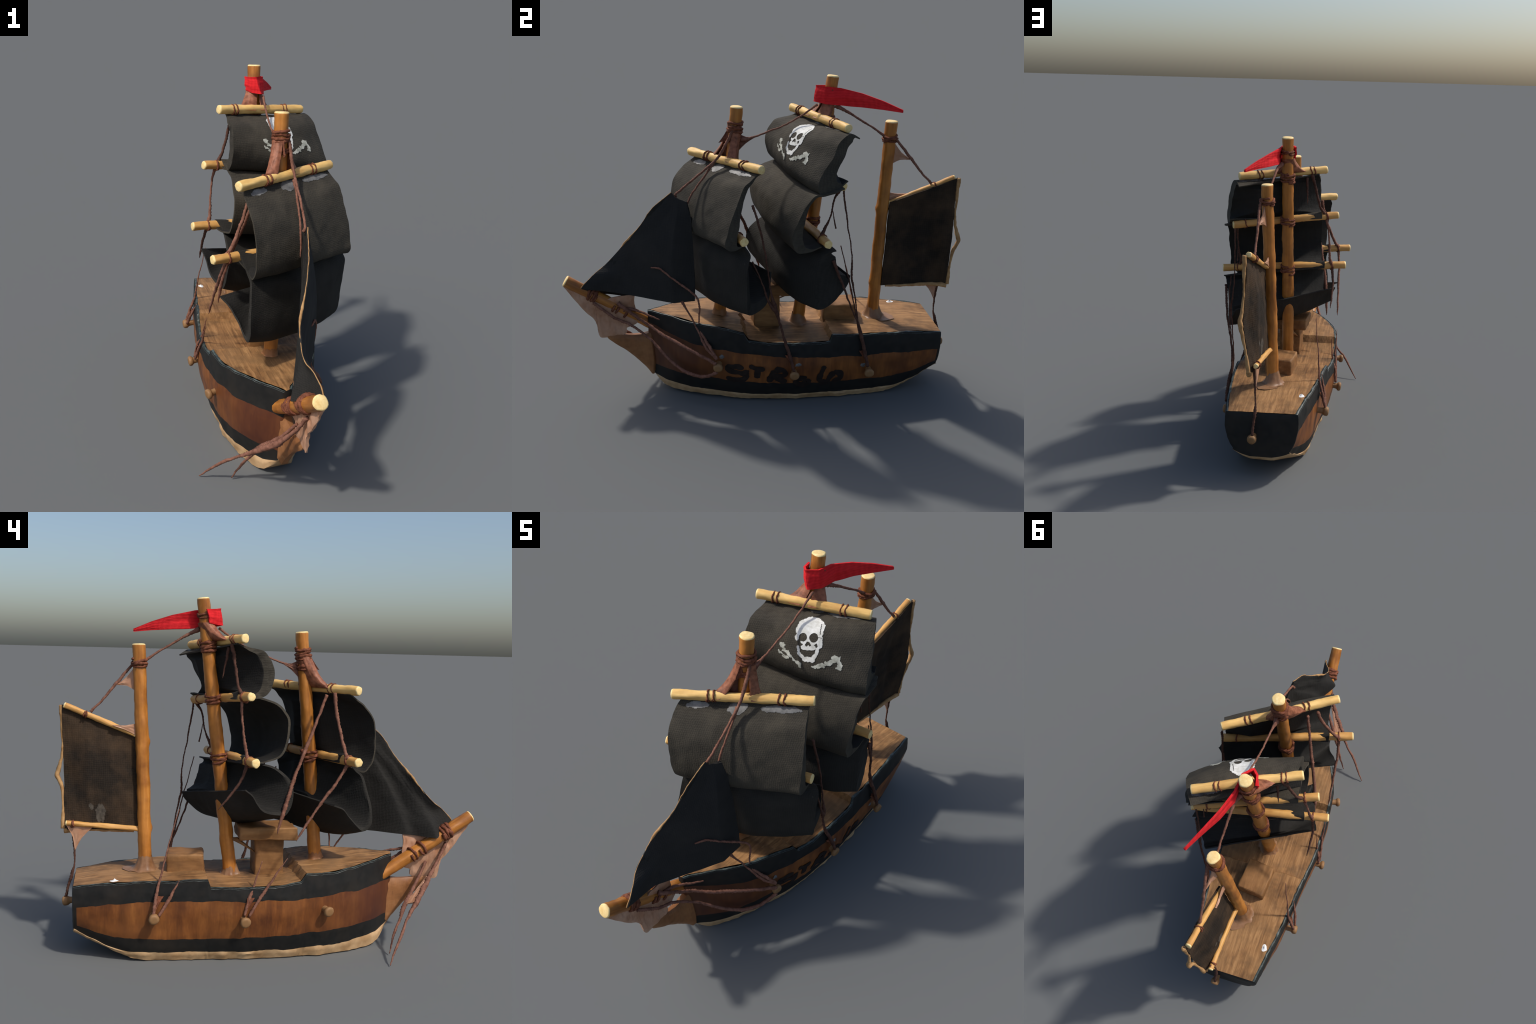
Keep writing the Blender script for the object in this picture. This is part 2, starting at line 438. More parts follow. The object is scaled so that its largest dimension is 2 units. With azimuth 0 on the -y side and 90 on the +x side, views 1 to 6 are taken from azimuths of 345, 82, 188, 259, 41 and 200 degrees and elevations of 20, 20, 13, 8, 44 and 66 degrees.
# ------------------------------------------------------------------ dowels
def dowel(name, p0, p1, r0, r1, mat, parent=None, caps=(True, True), bend=.002, mid_r=None, knob=()):
    p0, p1 = Vector(p0), Vector(p1)
    L = (p1-p0).length
    q = (p1-p0).to_track_quat('Z', 'Y')
    M = Matrix.Translation(p0) @ q.to_matrix().to_4x4()
    ns, sides = max(10, int(L/.012)), 20
    seed = len(name) + p0.x*13+p0.y*7
    prof = []
    rr = .35
    for k in range(ns+1):
        t = k/ns
        r = r0*(1-t)+r1*t
        prof.append((t*L, r))
    verts, faces, fm = [], [], []
    # rounded rims at both ends
    head = [(-.0, .55), (.0, .82), (.0025, .95)]
    rows = []
    rows += [(0.0, r0*.80), (0.0015, r0*.92), (.006, r0*1.0)]
    rows += [(z, r) for z, r in prof if .012 < z < L-.012]
    rows += [(L-.006, r1), (L-.0015, r1*.93), (L, r1*.80)]
    for z, r in rows:
        for s in range(sides):
            a = 2*math.pi*s/sides
            n = fbm(math.cos(a)*1.2+seed, math.sin(a)*1.2, z*14, 1.0)*.0032 + .0010*fbm(math.cos(a)*3, math.sin(a)*3+seed, z*60)
            rad = r+n
            for kz, ka, kh in knob:
                d = abs(z-kz)/.018
                da = abs((a-ka+math.pi) % (2*math.pi)-math.pi)
                if d < 2.5 and da < 1.2:
                    rad += kh*math.exp(-d*d)*math.exp(-(da/.5)**2)
            bx = bend*math.sin(z/L*math.pi)*math.cos(seed); by = bend*math.sin(z/L*math.pi)*math.sin(seed)
            verts.append((rad*math.cos(a)+bx, rad*math.sin(a)+by, z))
    nr = len(rows)
    for i in range(nr-1):
        for s in range(sides):
            s2 = (s+1) % sides
            faces.append((i*sides+s, i*sides+s2, (i+1)*sides+s2, (i+1)*sides+s))
            fm.append(1 if (i >= nr-3 or i < 2) else 0)
    c0 = len(verts); verts.append((0, 0, .001)); c1 = len(verts); verts.append((0, 0, L-.001))
    for s in range(sides):
        s2 = (s+1) % sides
        faces.append((c0, s2, s)); fm.append(1)
        faces.append((c1, (nr-1)*sides+s, (nr-1)*sides+s2)); fm.append(1)
    return add(name, verts, faces, [mat, M_end], parent, fmat=fm, matrix=M)

def lerp(a, b, t):
    return tuple(a[i]+(b[i]-a[i])*t for i in range(3))

FORE0, FORE1 = (-.004, -.213, .39), (.022, -.119, 1.475)
MAIN0, MAIN1 = (-.004, .196, .335), (.011, .340, 1.612)
MIZ0, MIZ1 = (.019, .592, .36), (.069, .622, 1.402)
SPR0, SPR1 = (-.050, -.520, .325), (-.037, -.982, .610)
def on(a, b, z):
    t = (z-a[2])/(b[2]-a[2]); return lerp(a, b, t)
fore = dowel("mast", FORE0, FORE1, .031, .030, M_dowel)
main = dowel("mast", MAIN0, MAIN1, .033, .029, M_dowel)
miz = dowel("mast", MIZ0, MIZ1, .031, .029, M_dowel, knob=((.60, 2.5, .008), (.20, 3.0, .009)))
sprit = dowel("bowsprit", SPR0, SPR1, .030, .030, M_dowel)

YARDS = {
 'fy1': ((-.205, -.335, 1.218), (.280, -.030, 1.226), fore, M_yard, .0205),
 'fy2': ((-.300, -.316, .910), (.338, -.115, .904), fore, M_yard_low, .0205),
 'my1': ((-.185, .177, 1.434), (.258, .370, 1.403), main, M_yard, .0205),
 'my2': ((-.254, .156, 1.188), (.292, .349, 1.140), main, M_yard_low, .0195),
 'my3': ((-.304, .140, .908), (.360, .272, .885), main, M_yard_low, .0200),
}
YO = {}
for k, (a, b, par, m, r) in YARDS.items():
    YO[k] = dowel("yard", a, b, r, r, m, ROOT)
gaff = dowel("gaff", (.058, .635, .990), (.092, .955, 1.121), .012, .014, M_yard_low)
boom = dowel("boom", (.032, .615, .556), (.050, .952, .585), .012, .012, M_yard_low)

# ------------------------------------------------------------------ cords
def tube(name, pts, rad, mat, parent=None, n=None, sides=7, amp=.25, twist=True, kind=None):
    P0 = np.array(pts, float)
    L = np.sum(np.linalg.norm(np.diff(P0, axis=0), axis=1))
    n = n or max(8, int(L/.007))
    if np.isscalar(rad):
        rad = [rad]*len(P0)
    if name == "rope":
        rad = [.8*q for q in rad]
    rad = list(rad)
    if len(rad) != len(P0):
        rad = list(np.interp(np.linspace(0, 1, len(P0)), np.linspace(0, 1, len(rad)), rad))
    Q = catmull(np.c_[P0, np.array(rad)], n)
    P, R = Q[:, :3], Q[:, 3]
    T = np.gradient(P, axis=0); T /= np.linalg.norm(T, axis=1, keepdims=True)
    up = np.array([.3, .5, .81]); verts, faces = [], []
    A = np.cross(T[0], up); A /= np.linalg.norm(A)
    seed = P0[0][0]*31+P0[0][2]*17
    for i in range(n):
        A = A-T[i]*(A@T[i]); A /= np.linalg.norm(A); B = np.cross(T[i], A)
        s = i/(n-1)*L
        j = np.array([fbm(seed, s, 1, 30), fbm(seed, s, 5, 30), fbm(seed, s, 9, 30)])*.0022
        for k in range(sides):
            a = 2*math.pi*k/sides
            r = R[i]*(1+amp*fbm(s*40, seed, math.cos(a), 1)+(.16*math.sin(2*(a+s*220)) if twist else 0))
            verts.append(P[i]+j+r*(math.cos(a)*A+math.sin(a)*B))
    for i in range(n-1):
        for k in range(sides):
            k2 = (k+1) % sides
            faces.append((i*sides+k, i*sides+k2, (i+1)*sides+k2, (i+1)*sides+k))
    faces.append(tuple(range(sides))[::-1]); faces.append(tuple((n-1)*sides+k for k in range(sides)))
    ob = add(name, verts, faces, mat, parent)
    if kind:
        ob["kind"] = kind
    return ob

def wrap(a, b, t, r, turns=2, width=.02, cr=.0055, mat=None, parent=None, name="lashing"):
    """cord wound round a dowel from a to b at fraction t"""
    a, b = np.array(a), np.array(b)
    L = np.linalg.norm(b-a); T = (b-a)/L
    A = np.cross(T, [.31, .2, .9]); A /= np.linalg.norm(A); B = np.cross(T, A)
    pts = []
    n = int(14*turns)
    for i in range(n+1):
        s = i/n; th = 2*math.pi*turns*s
        c = a+T*(t*L+(s-.5)*width+.003*math.sin(th*1.7+t*9))
        pts.append(c+(r+cr*.35)*(math.cos(th)*A+math.sin(th)*B))
    rr = [cr*(1+.45*fbm(i*.35, t*7, a[0]*9)) for i in range(len(pts))]
    pts = [p+.0022*np.array((fbm(i*.4, 1, t*5), fbm(i*.4, 5, t*5), 1.6*fbm(i*.3, 9, t*5))) for i, p in enumerate(pts)]
    return tube(name, pts, rr, mat or M_lash, parent, n=n*3, sides=6, amp=.45)

# lashings on yards
for k, fr in (('fy1', (.28, .77)), ('my1', (.17, .76))):
    a, b, par, m, r = YARDS[k]
    for f in fr:
        wrap(a, b, f-.018, r, 1.3, .006, .0036, parent=YO[k]); wrap(a, b, f+.022, r, 1.3, .006, .0034, parent=YO[k])
for k in ('fy2', 'my2', 'my3'):
    a, b, par, m, r = YARDS[k]
    wrap(a, b, .115, r, 1.6, .010, .0042, parent=YO[k])
    wrap(a, b, .88, r, 1.3, .008, .0040, parent=YO[k])
# lashings at mast crossings
def mast_wrap(a, b, z, r, turns, width, cr, par):
    wrap(a, b, (z-a[2])/(b[2]-a[2]), r, turns, width, cr, parent=par)
mast_wrap(FORE0, FORE1, 1.375, .030, 4, .055, .0075, fore)
mast_wrap(FORE0, FORE1, 1.315, .031, 2, .03, .006, fore)
mast_wrap(FORE0, FORE1, .905, .031, 3, .05, .007, fore)
mast_wrap(MAIN0, MAIN1, 1.535, .029, 2, .02, .006, main)
mast_wrap(MAIN0, MAIN1, 1.40, .030, 4, .05, .007, main)
mast_wrap(MAIN0, MAIN1, 1.165, .031, 3, .045, .0065, main)
mast_wrap(MAIN0, MAIN1, .895, .031, 3, .045, .0065, main)
mast_wrap(MIZ0, MIZ1, 1.315, .030, 3, .034, .0065, miz)
def sp(t): return lerp(SPR0, SPR1, t)
wrap(SPR0, SPR1, .72, .030, 4, .050, .0075, parent=sprit)
wrap(SPR0, SPR1, .46, .030, 1.6, .030, .0065, parent=sprit)
wrap(SPR0, SPR1, .36, .030, 1.3, .020, .0060, parent=sprit)
wrap((.058, .635, .990), (.092, .955, 1.121), .70, .013, 1.6, .012, .0045, parent=gaff)
wrap((.032, .615, .556), (.050, .952, .585), .90, .012, 1.6, .010, .0045, parent=boom)

# ------------------------------------------------------------------ sails
class Sheet:
    """ruled cloth between a list of section curves laid across at fractions us"""
    def __init__(self, curves, us=None, nv=64, wrinkle=.0055, seed=0.0, tear=.004, bulge=None):
        self.bulge = bulge
        self.C = np.array([catmull(c, nv) for c in curves])
        self.us = us or list(np.linspace(0, 1, len(curves)))
        self.nv, self.w, self.seed, self.tear = nv, wrinkle, seed, tear
    def raw(self, u, v):
        fv = min(max(v, 0), 1)*(self.nv-1); i = min(int(fv), self.nv-2); f = fv-i
        pts = self.C[:, i]*(1-f)+self.C[:, i+1]*f
        p = np.array([np.interp(u, self.us, pts[:, k]) for k in range(3)])
        return p if self.bulge is None else p+self.bulge(u, v)
    def frame(self, u, v, e=.012):
        du = self.raw(min(u+e, 1), v)-self.raw(max(u-e, 0), v)
        dv = self.raw(u, min(v+e, 1))-self.raw(u, max(v-e, 0))
        n = np.cross(du, dv); n /= (np.linalg.norm(n)+1e-9)
        return self.raw(u, v), n
    def pos(self, u, v, off=0.0):
        p, n, w = self.parts(u, v)
        return p+n*(w+off)
    def parts(self, u, v):
        p, n = self.frame(u, v)
        w = self.w*(fbm(u*2.2+self.seed, v*2.6, 0)+.5*fbm(u*6+self.seed, v*5, 3))
        w *= min(1, 8*min(v+.04, 1))
        return p, n, w

def build_sheet(name, S, mat, nu=70, nv=64, th=.0065, parent=None, back=None, inner=None):
    verts, faces = [], []
    G = {(i, j): S.parts(i/nu, j/nv) for i in range(nu+1) for j in range(nv+1)}
    for sgn in (.5, -.5):
        for i in range(nu+1):
            for j in range(nv+1):
                u, v = i/nu, j/nv
                p, n, w = G[i, j]
                p = p+n*(w+sgn*th)
                if back is not None and sgn > 0:      # cloth hardened with glue: hollow side partly filled
                    c = S.raw(u, 0)*(1-v)+S.raw(u, 1)*v
                    p = p+(c-S.raw(u, v))*back(u, v)
                # ragged free edges
                if i in (0, nu):
                    p = p+np.array([1, .3, 0])*S.tear*fbm(v*7, S.seed, i*.1)
                verts.append(p)
    W = nv+1; H = (nu+1)*W
    for i in range(nu):
        for j in range(nv):
            a = i*W+j
            faces.append((a, a+W, a+W+1, a+1)); faces.append((H+a, H+a+1, H+a+W+1, H+a+W))
    for i in range(nu):
        a = i*W; faces.append((a, H+a, H+a+W, a+W))
        a = i*W+nv; faces.append((a, a+W, H+a+W, H+a))
    for j in range(nv):
        a = j; faces.append((a, a+1, H+a+1, H+a))
        a = nu*W+j; faces.append((a, H+a, H+a+1, a+1))
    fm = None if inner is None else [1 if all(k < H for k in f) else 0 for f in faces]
    return add(name, verts, faces, mat if inner is None else [mat, inner], parent, angle=60, fmat=fm)

def patch(name, S, box, fn, mat, off, res=.0016, parent=None, kind=None):
    """thin paint or glue film lying on a sheet: cells of the (u,v) box where fn > 0"""
    u0, u1, v0, v1 = box
    a = np.linalg.norm(S.raw(u1, v0)-S.raw(u0, v0)); b = np.linalg.norm(S.raw(u0, v1)-S.raw(u0, v0))+np.linalg.norm(S.raw(u0, (v0+v1)/2)-S.raw(u0, v0))*0
    nu, nv = max(4, int(a/res)), max(4, int(b/res))
    F = np.array([[fn(u0+(u1-u0)*(i+.5)/nu, v0+(v1-v0)*(j+.5)/nv) for j in range(nv)] for i in range(nu)])
    verts, faces, mp = [], [], {}
    def vid(i, j):
        if (i, j) not in mp:
            mp[i, j] = len(verts); verts.append(S.pos(u0+(u1-u0)*i/nu, v0+(v1-v0)*j/nv, off))
        return mp[i, j]
    for i in range(nu):
        for j in range(nv):
            if F[i, j] > 0:
                faces.append((vid(i, j), vid(i+1, j), vid(i+1, j+1), vid(i, j+1)))
    return add(name, verts, faces, mat, parent)

def belly(amp, vc=.5, uc=.5, fw=(.28, -.96, 0)):
    fw = np.array(fw)
    def f(u, v):
        a = math.sin(math.pi*u**(math.log(.5)/math.log(uc)))*math.sin(math.pi*v**(math.log(.5)/math.log(vc)))**1.3 if 0 < v < 1 and 0 < u < 1 else 0
        return fw*amp*a
    return f
def both(a, b):
    return lambda u, v: a(u, v)+b(u, v)
def fill(ks, low=0.0):
    """how far the hollow side is filled towards its chord, port to starboard; low: extra towards the foot on the starboard side"""
    def f(u, v):
        k = float(np.interp(u, [0, .15, .4, .75, 1], ks))+low*max(0, u-.5)*2*min(1, max(0, (v-.35)/.3))
        return k*min(1, 6*min(v, 1-v))
    return f
# edges (port edge, starboard edge); each runs from the upper yard, out over the belly, back to the lower yard / hem
M1 = Sheet([[(-.150, .205, 1.412), (-.147, .155, 1.392), (-.145, .110, 1.384), (-.145, .084, 1.371), (-.145, .058, 1.336), (-.145, .042, 1.297), (-.145, .046, 1.247), (-.150, .076, 1.190), (-.160, .139, 1.172), (-.165, .175, 1.175)],
            [(.248, .425, 1.354), (.272, .388, 1.380), (.288, .352, 1.374), (.306, .318, 1.344), (.324, .290, 1.287), (.337, .253, 1.239), (.349, .222, 1.185), (.349, .219, 1.148), (.338, .239, 1.120), (.322, .309, 1.132), (.303, .364, 1.170)]], seed=1.3, bulge=belly(.042, uc=.6, vc=.42))
M2 = Sheet([[(-.168, .208, 1.172), (-.166, .196, 1.204), (-.158, .150, 1.186), (-.150, .077, 1.171), (-.150, .019, 1.147), (-.150, -.017, 1.113), (-.148, -.036, 1.074), (-.150, -.032, .994), (-.155, -.011, .936), (-.162, .029, .906), (-.180, .110, .892), (-.19, .15, .895)],
            [(.325, .345, 1.140), (.345, .303, 1.132), (.350, .246, 1.123), (.352, .206, 1.120), (.352, .177, 1.085), (.352, .151, 1.045), (.350, .126, .987), (.345, .105, .919), (.342, .123, .856), (.342, .147, .843), (.342, .195, .853), (.342, .240, .872)]], seed=4.1, bulge=belly(.028, vc=.6))
M3 = Sheet([[(-.192, .184, .892), (-.190, .168, .927), (-.170, .125, .902), (-.165, .090, .887), (-.165, .044, .874), (-.167, .005, .853), (-.170, -.047, .799), (-.180, -.050, .714), (-.188, -.034, .672), (-.195, -.009, .658), (-.220, .085, .682), (-.240, .140, .755), (-.252, .175, .786)],
            [(.348, .312, .850), (.340, .275, .838), (.336, .247, .808), (.335, .226, .719), (.335, .220, .600), (.333, .220, .560), (.327, .262, .554), (.310, .322, .588), (.290, .366, .630), (.270, .390, .660), (.258, .403, .690)]], seed=7.7, bulge=both(belly(.058, vc=.30, uc=.66), belly(.045, vc=.80, fw=(0, .35, -1))))
F1 = Sheet([[(-.175, -.305, 1.200), (-.180, -.335, 1.176), (-.172, -.373, 1.147), (-.160, -.420, 1.084), (-.150, -.437, 1.008), (-.146, -.433, .908), (-.146, -.412, .866), (-.148, -.385, .846), (-.160, -.335, .865), (-.185, -.290, .892)],
            [(.262, -.030, 1.206), (.270, -.056, 1.196), (.283, -.086, 1.173), (.298, -.116, 1.149), (.314, -.145, 1.076), (.325, -.168, 1.012), (.333, -.188, .948), (.335, -.204, .896), (.333, -.185, .868), (.333, -.150, .870), (.330, -.120, .885)]], seed=2.9, bulge=belly(.028, vc=.7, uc=.45))
F2 = Sheet([[(-.187, -.258, .895), (-.185, -.278, .932), (-.168, -.320, .890), (-.155, -.355, .850), (-.150, -.385, .822), (-.158, -.410, .739), (-.158, -.430, .669), (-.158, -.432, .603), (-.165, -.391, .574), (-.190, -.325, .636), (-.215, -.281, .686), (-.245, -.228, .711)],
            [(.328, -.120, .885), (.345, -.092, .835), (.358, -.103, .790), (.345, -.105, .674), (.337, -.103, .573), (.318, -.090, .536), (.311, -.044, .553), (.305, -.014, .580), (.295, .004, .627), (.285, .014, .735)]], seed=9.2, bulge=both(belly(.055, vc=.28, uc=.58), belly(.050, vc=.80, uc=.42, fw=(0, .35, -1))))
SAILS = {}
FILL = dict(M1=fill([.30, .60, .96, .96, .50]), M2=fill([.02, .08, .15, .10, .06], .20), M3=fill([.05, .35, .80, .85, .80]), F1=fill([.0, .25, .92, .92, .25], .25), F2=fill([.05, .35, .85, .80, .20]))
for nm, S in (('M1', M1), ('M2', M2), ('M3', M3), ('F1', F1), ('F2', F2)):
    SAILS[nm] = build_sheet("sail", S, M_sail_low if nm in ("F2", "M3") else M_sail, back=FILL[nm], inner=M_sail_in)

LUFF = [(.056, -.440, 1.075), (.046, -.485, 1.035), (.036, -.537, .988), (.010, -.603, .889), (-.026, -.670, .807), (-.040, -.711, .753), (-.043, -.784, .679), (-.016, -.835, .645), (.000, -.882, .603), (.002, -.900, .580)]
AFT = [(.075, -.365, 1.030), (.080, -.350, .950), (.090, -.345, .850), (.098, -.342, .770), (.105, -.340, .680), (.111, -.340, .600), (.114, -.342, .534)]
STB1 = [(.062, -.425, 1.055), (.062, -.470, .960), (.050, -.535, .860), (.035, -.590, .780), (.004, -.650, .690), (-.010, -.700, .620), (-.016, -.735, .545)]
STB2 = [(.068, -.405, 1.045), (.088, -.420, .950), (.102, -.438, .850), (.108, -.445, .770), (.112, -.450, .680), (.113, -.450, .600), (.112, -.445, .526)]
PORT1 = [(.054, -.435, 1.070), (.038, -.505, .940), (.012, -.580, .852), (-.010, -.660, .745), (-.034, -.735, .635), (-.063, -.772, .570), (-.077, -.792, .512)]
PORT2 = [(.062, -.415, 1.045), (.045, -.450, .950), (.027, -.510, .850), (.010, -.560, .760), (-.004, -.600, .670), (-.016, -.630, .590), (-.026, -.650, .522)]
JIB = Sheet([LUFF, STB1, STB2, AFT], us=[0, .32, .82, 1], seed=5.5, wrinkle=.003)
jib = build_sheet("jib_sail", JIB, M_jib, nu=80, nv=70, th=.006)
JIBP = Sheet([LUFF, PORT1, PORT2, [(x-.012, y, z) for x, y, z in AFT]], us=[0, .22, .55, 1], seed=8.5, wrinkle=.004, bulge=lambda u, v: np.array((.8, .4, 0))*.011*v*math.sin(19*u)*min(1, 6*u, 6*(1-u)))
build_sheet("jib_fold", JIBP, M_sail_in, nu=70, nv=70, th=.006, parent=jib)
tube("frayed_luff", LUFF, [.0022, .002, .002, .002, .006, .0025, .002, .0022, .0025, .003], M_fray, jib, amp=.4, twist=False)

SPK = Sheet([[(.074, .636, .996), (.068, .632, .900), (.062, .630, .780), (.054, .626, .660), (.046, .622, .545)],
             [(.088, .745, 1.040), (.066, .745, .920), (.055, .745, .780), (.052, .742, .650), (.054, .740, .552)],
             [(.098, .850, 1.078), (.076, .850, .940), (.064, .850, .790), (.062, .848, .650), (.062, .845, .556)],
             [(.102, .930, 1.108), (.100, .925, .970), (.098, .922, .800), (.084, .922, .655), (.068, .922, .552)],
             [(.108, .965, 1.122), (.108, .960, .980), (.112, .958, .800), (.094, .958, .660), (.076, .958, .548)]],
            us=[0, .3, .64, .88, 1], seed=3.3, wrinkle=.006)
build_sheet("spanker_sail", SPK, M_spanker, nu=60, nv=80, th=.012)
# frayed pale hem along the outer edge with one torn tag
hem = [(.110, .968, 1.118), (.110, .966, 1.0), (.112, .966, .90), (.118, .982, .83), (.120, .990, .798), (.112, .970, .74), (.098, .964, .66), (.080, .966, .555)]
tube("frayed_hem", hem, [.011, .006, .006, .010, .012, .009, .006, .012], M_fray, amp=.3, twist=False)
tube("frayed_hem", [(.048, .645, .543), (.062, .75, .546), (.072, .865, .552), (.081, .960, .544)], [.006, .007, .010, .013], M_fray, amp=.3, twist=False)

# moth-worn thin patches on the spanker
def ell(u, v, cu, cv, ru, rv, wob=.35):
    du, dv = (u-cu)/ru, (v-cv)/rv
    return 1+wob*fbm(u*7, v*7, cu*9, 3)-math.hypot(du, dv)
patch("worn_patch", SPK, (.35, .66, .72, .96), lambda u, v: max(ell(u, v, .47, .86, .07, .09), ell(u, v, .60, .80, .03, .03)), M_worn, .0068, res=.004)

# ---------------------------------------------------------------- emblem on the upper main sail
def cap(p, a, b, r):
    p, a, b = np.array(p), np.array(a), np.array(b)
    t = np.clip(((p-a)@(b-a))/((b-a)@(b-a)), 0, 1)
    return r-np.linalg.norm(p-a-t*(b-a))
def skull(x, y):
    """x to starboard, y down, skull about 1 wide and 1.5 tall; positive inside white"""
    w = .05*fbm(x*5, y*5, 1)
    d = max((1-math.hypot(x/.50, (y-.42)/.45))*.45, .26-math.hypot((x+.05)*.9, y-.76))      # cranium, cheeks
    d = max(d, cap((x, y), (-.42, .62), (-.47, .70), .08), cap((x, y), (.36, .74), (.36, .93), .09))
    d = max(d, cap((x, y), (-.24, 1.00), (.10, 1.02), .10))                         # upper jaw
    jaw = max(cap((x, y), (-.41, 1.02), (-.40, 1.20), .050), cap((x, y), (-.40, 1.22), (-.22, 1.40), .07),
              cap((x, y), (-.22, 1.40), (.08, 1.44), .075), cap((x, y), (.08, 1.42), (.20, 1.22), .06), cap((x, y), (.20, 1.20), (.25, 1.05), .045))
    d = max(d, jaw)
    eye = max(.145-math.hypot(x+.24, (y-.68)*1.05), .155-math.hypot(x-.14, (y-.70)*1.05))
    nose = max(cap((x, y), (-.07, .86), (-.12, .93), .045), cap((x, y), (-.05, .86), (.0, .93), .04))
    crack = max(cap((x, y), (.38, .28), (.36, .60), .014), cap((x, y), (.30, .70), (.42, .72), .012))
    teeth = cap((x, y), (-.30, 1.11), (.12, 1.13), .018)
    return min(d+w, -eye, -nose, -crack, -teeth)
def bones(x, y):
    w = .10*fbm(x*6, y*6, 5)
    d = max(cap((x, y), (-1.00, .95), (-.92, 1.12), .085), cap((x, y), (-.92, 1.12), (-.40, 1.62), .055), cap((x, y), (-1.10, 1.22), (-.74, 1.44), .035),
            cap((x, y), (.82, 1.36), (.92, 1.42), .10), cap((x, y), (.97, 1.62), (.94, 1.70), .07), cap((x, y), (.80, 1.48), (.10, 1.68), .075))
    gap = cap((x, y), (.86, 1.58), (.82, 1.62), .05)
    return min(d+w, -gap)
# the emblem is painted a little askew on the cloth: (u, v) = origin + x * ex + y * ey
EO, EX, EY = np.array((.4819, .1463)), np.array((.2200, -.0508)), np.array((.0550, .2329))
EINV = np.linalg.inv(np.stack([EX, EY], 1))
def em(fn):
    return lambda u, v: fn(*(EINV @ (np.array((u, v))-EO)))
def embox(x0, x1, y0, y1):
    c = np.array([EO+EX*x+EY*y for x in (x0, x1) for y in (y0, y1)])
    return (c[:, 0].min(), c[:, 0].max(), c[:, 1].min(), c[:, 1].max())
SIDE = -1
patch("skull_emblem", M1, embox(-.65, .65, -.12, 1.55), em(skull), M_bone, SIDE*.0050, parent=SAILS['M1'])
patch("crossed_bones_emblem", M1, embox(-1.25, 1.25, .8, 1.75), em(bones), M_bone_dim, SIDE*.0050, parent=SAILS['M1'])

# dried glue smeared along the top of the upper sails
def smear(cu, cv, ru, rv):
    return lambda u, v: ell(u, v, cu, cv, ru, rv, .3)
for S, par, c in ((M1, 'M1', (.78, .085, .17, .035)), (M1, 'M1', (.48, .065, .06, .03)), (F1, 'F1', (.15, .065, .09, .030)), (F1, 'F1', (.79, .075, .14, .030)), (F1, 'F1', (.47, .08, .07, .06))):
    cu, cv, ru, rv = c
    patch("glue_smear", S, (max(0.01, cu-ru*1.4), min(.99, cu+ru*1.4), .005, cv+rv*1.5), smear(*c), M_glue, SIDE*.0048, res=.003, parent=SAILS[par])

# ------------------------------------------------------------------ flag
FL = Sheet([[(-.030, .330, 1.560), (-.032, .320, 1.530), (-.026, .318, 1.500)],
            [(-.020, .285, 1.563), (-.016, .280, 1.530), (-.004, .275, 1.494)],
            [(.002, .264, 1.566), (.012, .258, 1.530), (.026, .250, 1.492)],
            [(.040, .300, 1.563), (.046, .300, 1.530), (.050, .305, 1.482)],
            [(.046, .375, 1.556), (.054, .385, 1.520), (.050, .395, 1.474)],
            [(.082, .470, 1.535), (.086, .475, 1.505), (.084, .480, 1.470)],
            [(.130, .560, 1.505), (.130, .560, 1.485), (.130, .560, 1.465)],
            [(.176, .642, 1.470), (.176, .642, 1.464), (.176, .642, 1.457)]],
           us=[0, .08, .18, .32, .48, .68, .85, 1], nv=20, seed=6.1, wrinkle=.003)
build_sheet("pennant", FL, M_flag, nu=90, nv=16, th=.009)

# ------------------------------------------------------------------ cord shrouds over the yard crossings
def shroud(name, mast, ztop, a, b, fl, fr, gap, par):
    """flared skirt of glued cord from the mast down to the yard, open at the front"""
    ya, yb = np.array(a), np.array(b)
    PL = ya+(yb-ya)*fl; PR = ya+(yb-ya)*fr; C = (PL+PR)/2
    ax = (PR-PL)/2; hl = np.linalg.norm(ax); ax /= hl
    nx_ = np.array([ax[1], -ax[0], 0]); nx_ /= np.linalg.norm(nx_)     # forward
    top = np.array(on(*mast, ztop)); nr, na = 22, 60
    th = .004
    verts, faces = [], []
    for lay in (0, 1):
        for i in range(nr+1):
            t = i/nr
            mid = np.array(on(*mast, ztop+(C[2]-ztop)*t))
            c = mid*(1-t)+C*t
            k = t**1.15
            rx = .036*(1-k)+hl*k; ry = .036*(1-k)+.030*k
            for j in range(na+1):
                ang = math.radians(90+gap)+math.radians(360-2*gap)*j/na
                r = 1+.06*fbm(math.cos(ang)*3, math.sin(ang)*3, t*4+hl*30)
                p = c+ax*rx*math.cos(ang)*r+nx_*ry*math.sin(ang)*r
                p = p+(p-c)/np.linalg.norm(p-c)*(-th*lay)
                verts.append(p)
    W = na+1; H = (nr+1)*W
    for i in range(nr):
        for j in range(na):
            q = i*W+j
            faces.append((q, q+W, q+W+1, q+1)); faces.append((H+q, H+q+1, H+q+W+1, H+q+W))
    for i in range(nr):
        q = i*W; faces.append((q, H+q, H+q+W, q+W)); q = i*W+na; faces.append((q, q+W, H+q+W, H+q))
    for j in range(na):
        q = j; faces.append((q, q+1, H+q+1, H+q)); q = nr*W+j; faces.append((q, H+q, H+q+1, q+1))
    return add(name, verts, faces, M_shroud, par, angle=60)
shroud("lashing_shroud", (FORE0, FORE1), 1.365, *YARDS['fy1'][:2], .24, .66, 35, fore)
shroud("lashing_shroud", (MAIN0, MAIN1), 1.50, *YARDS['my1'][:2], .21, .64, 10, main)

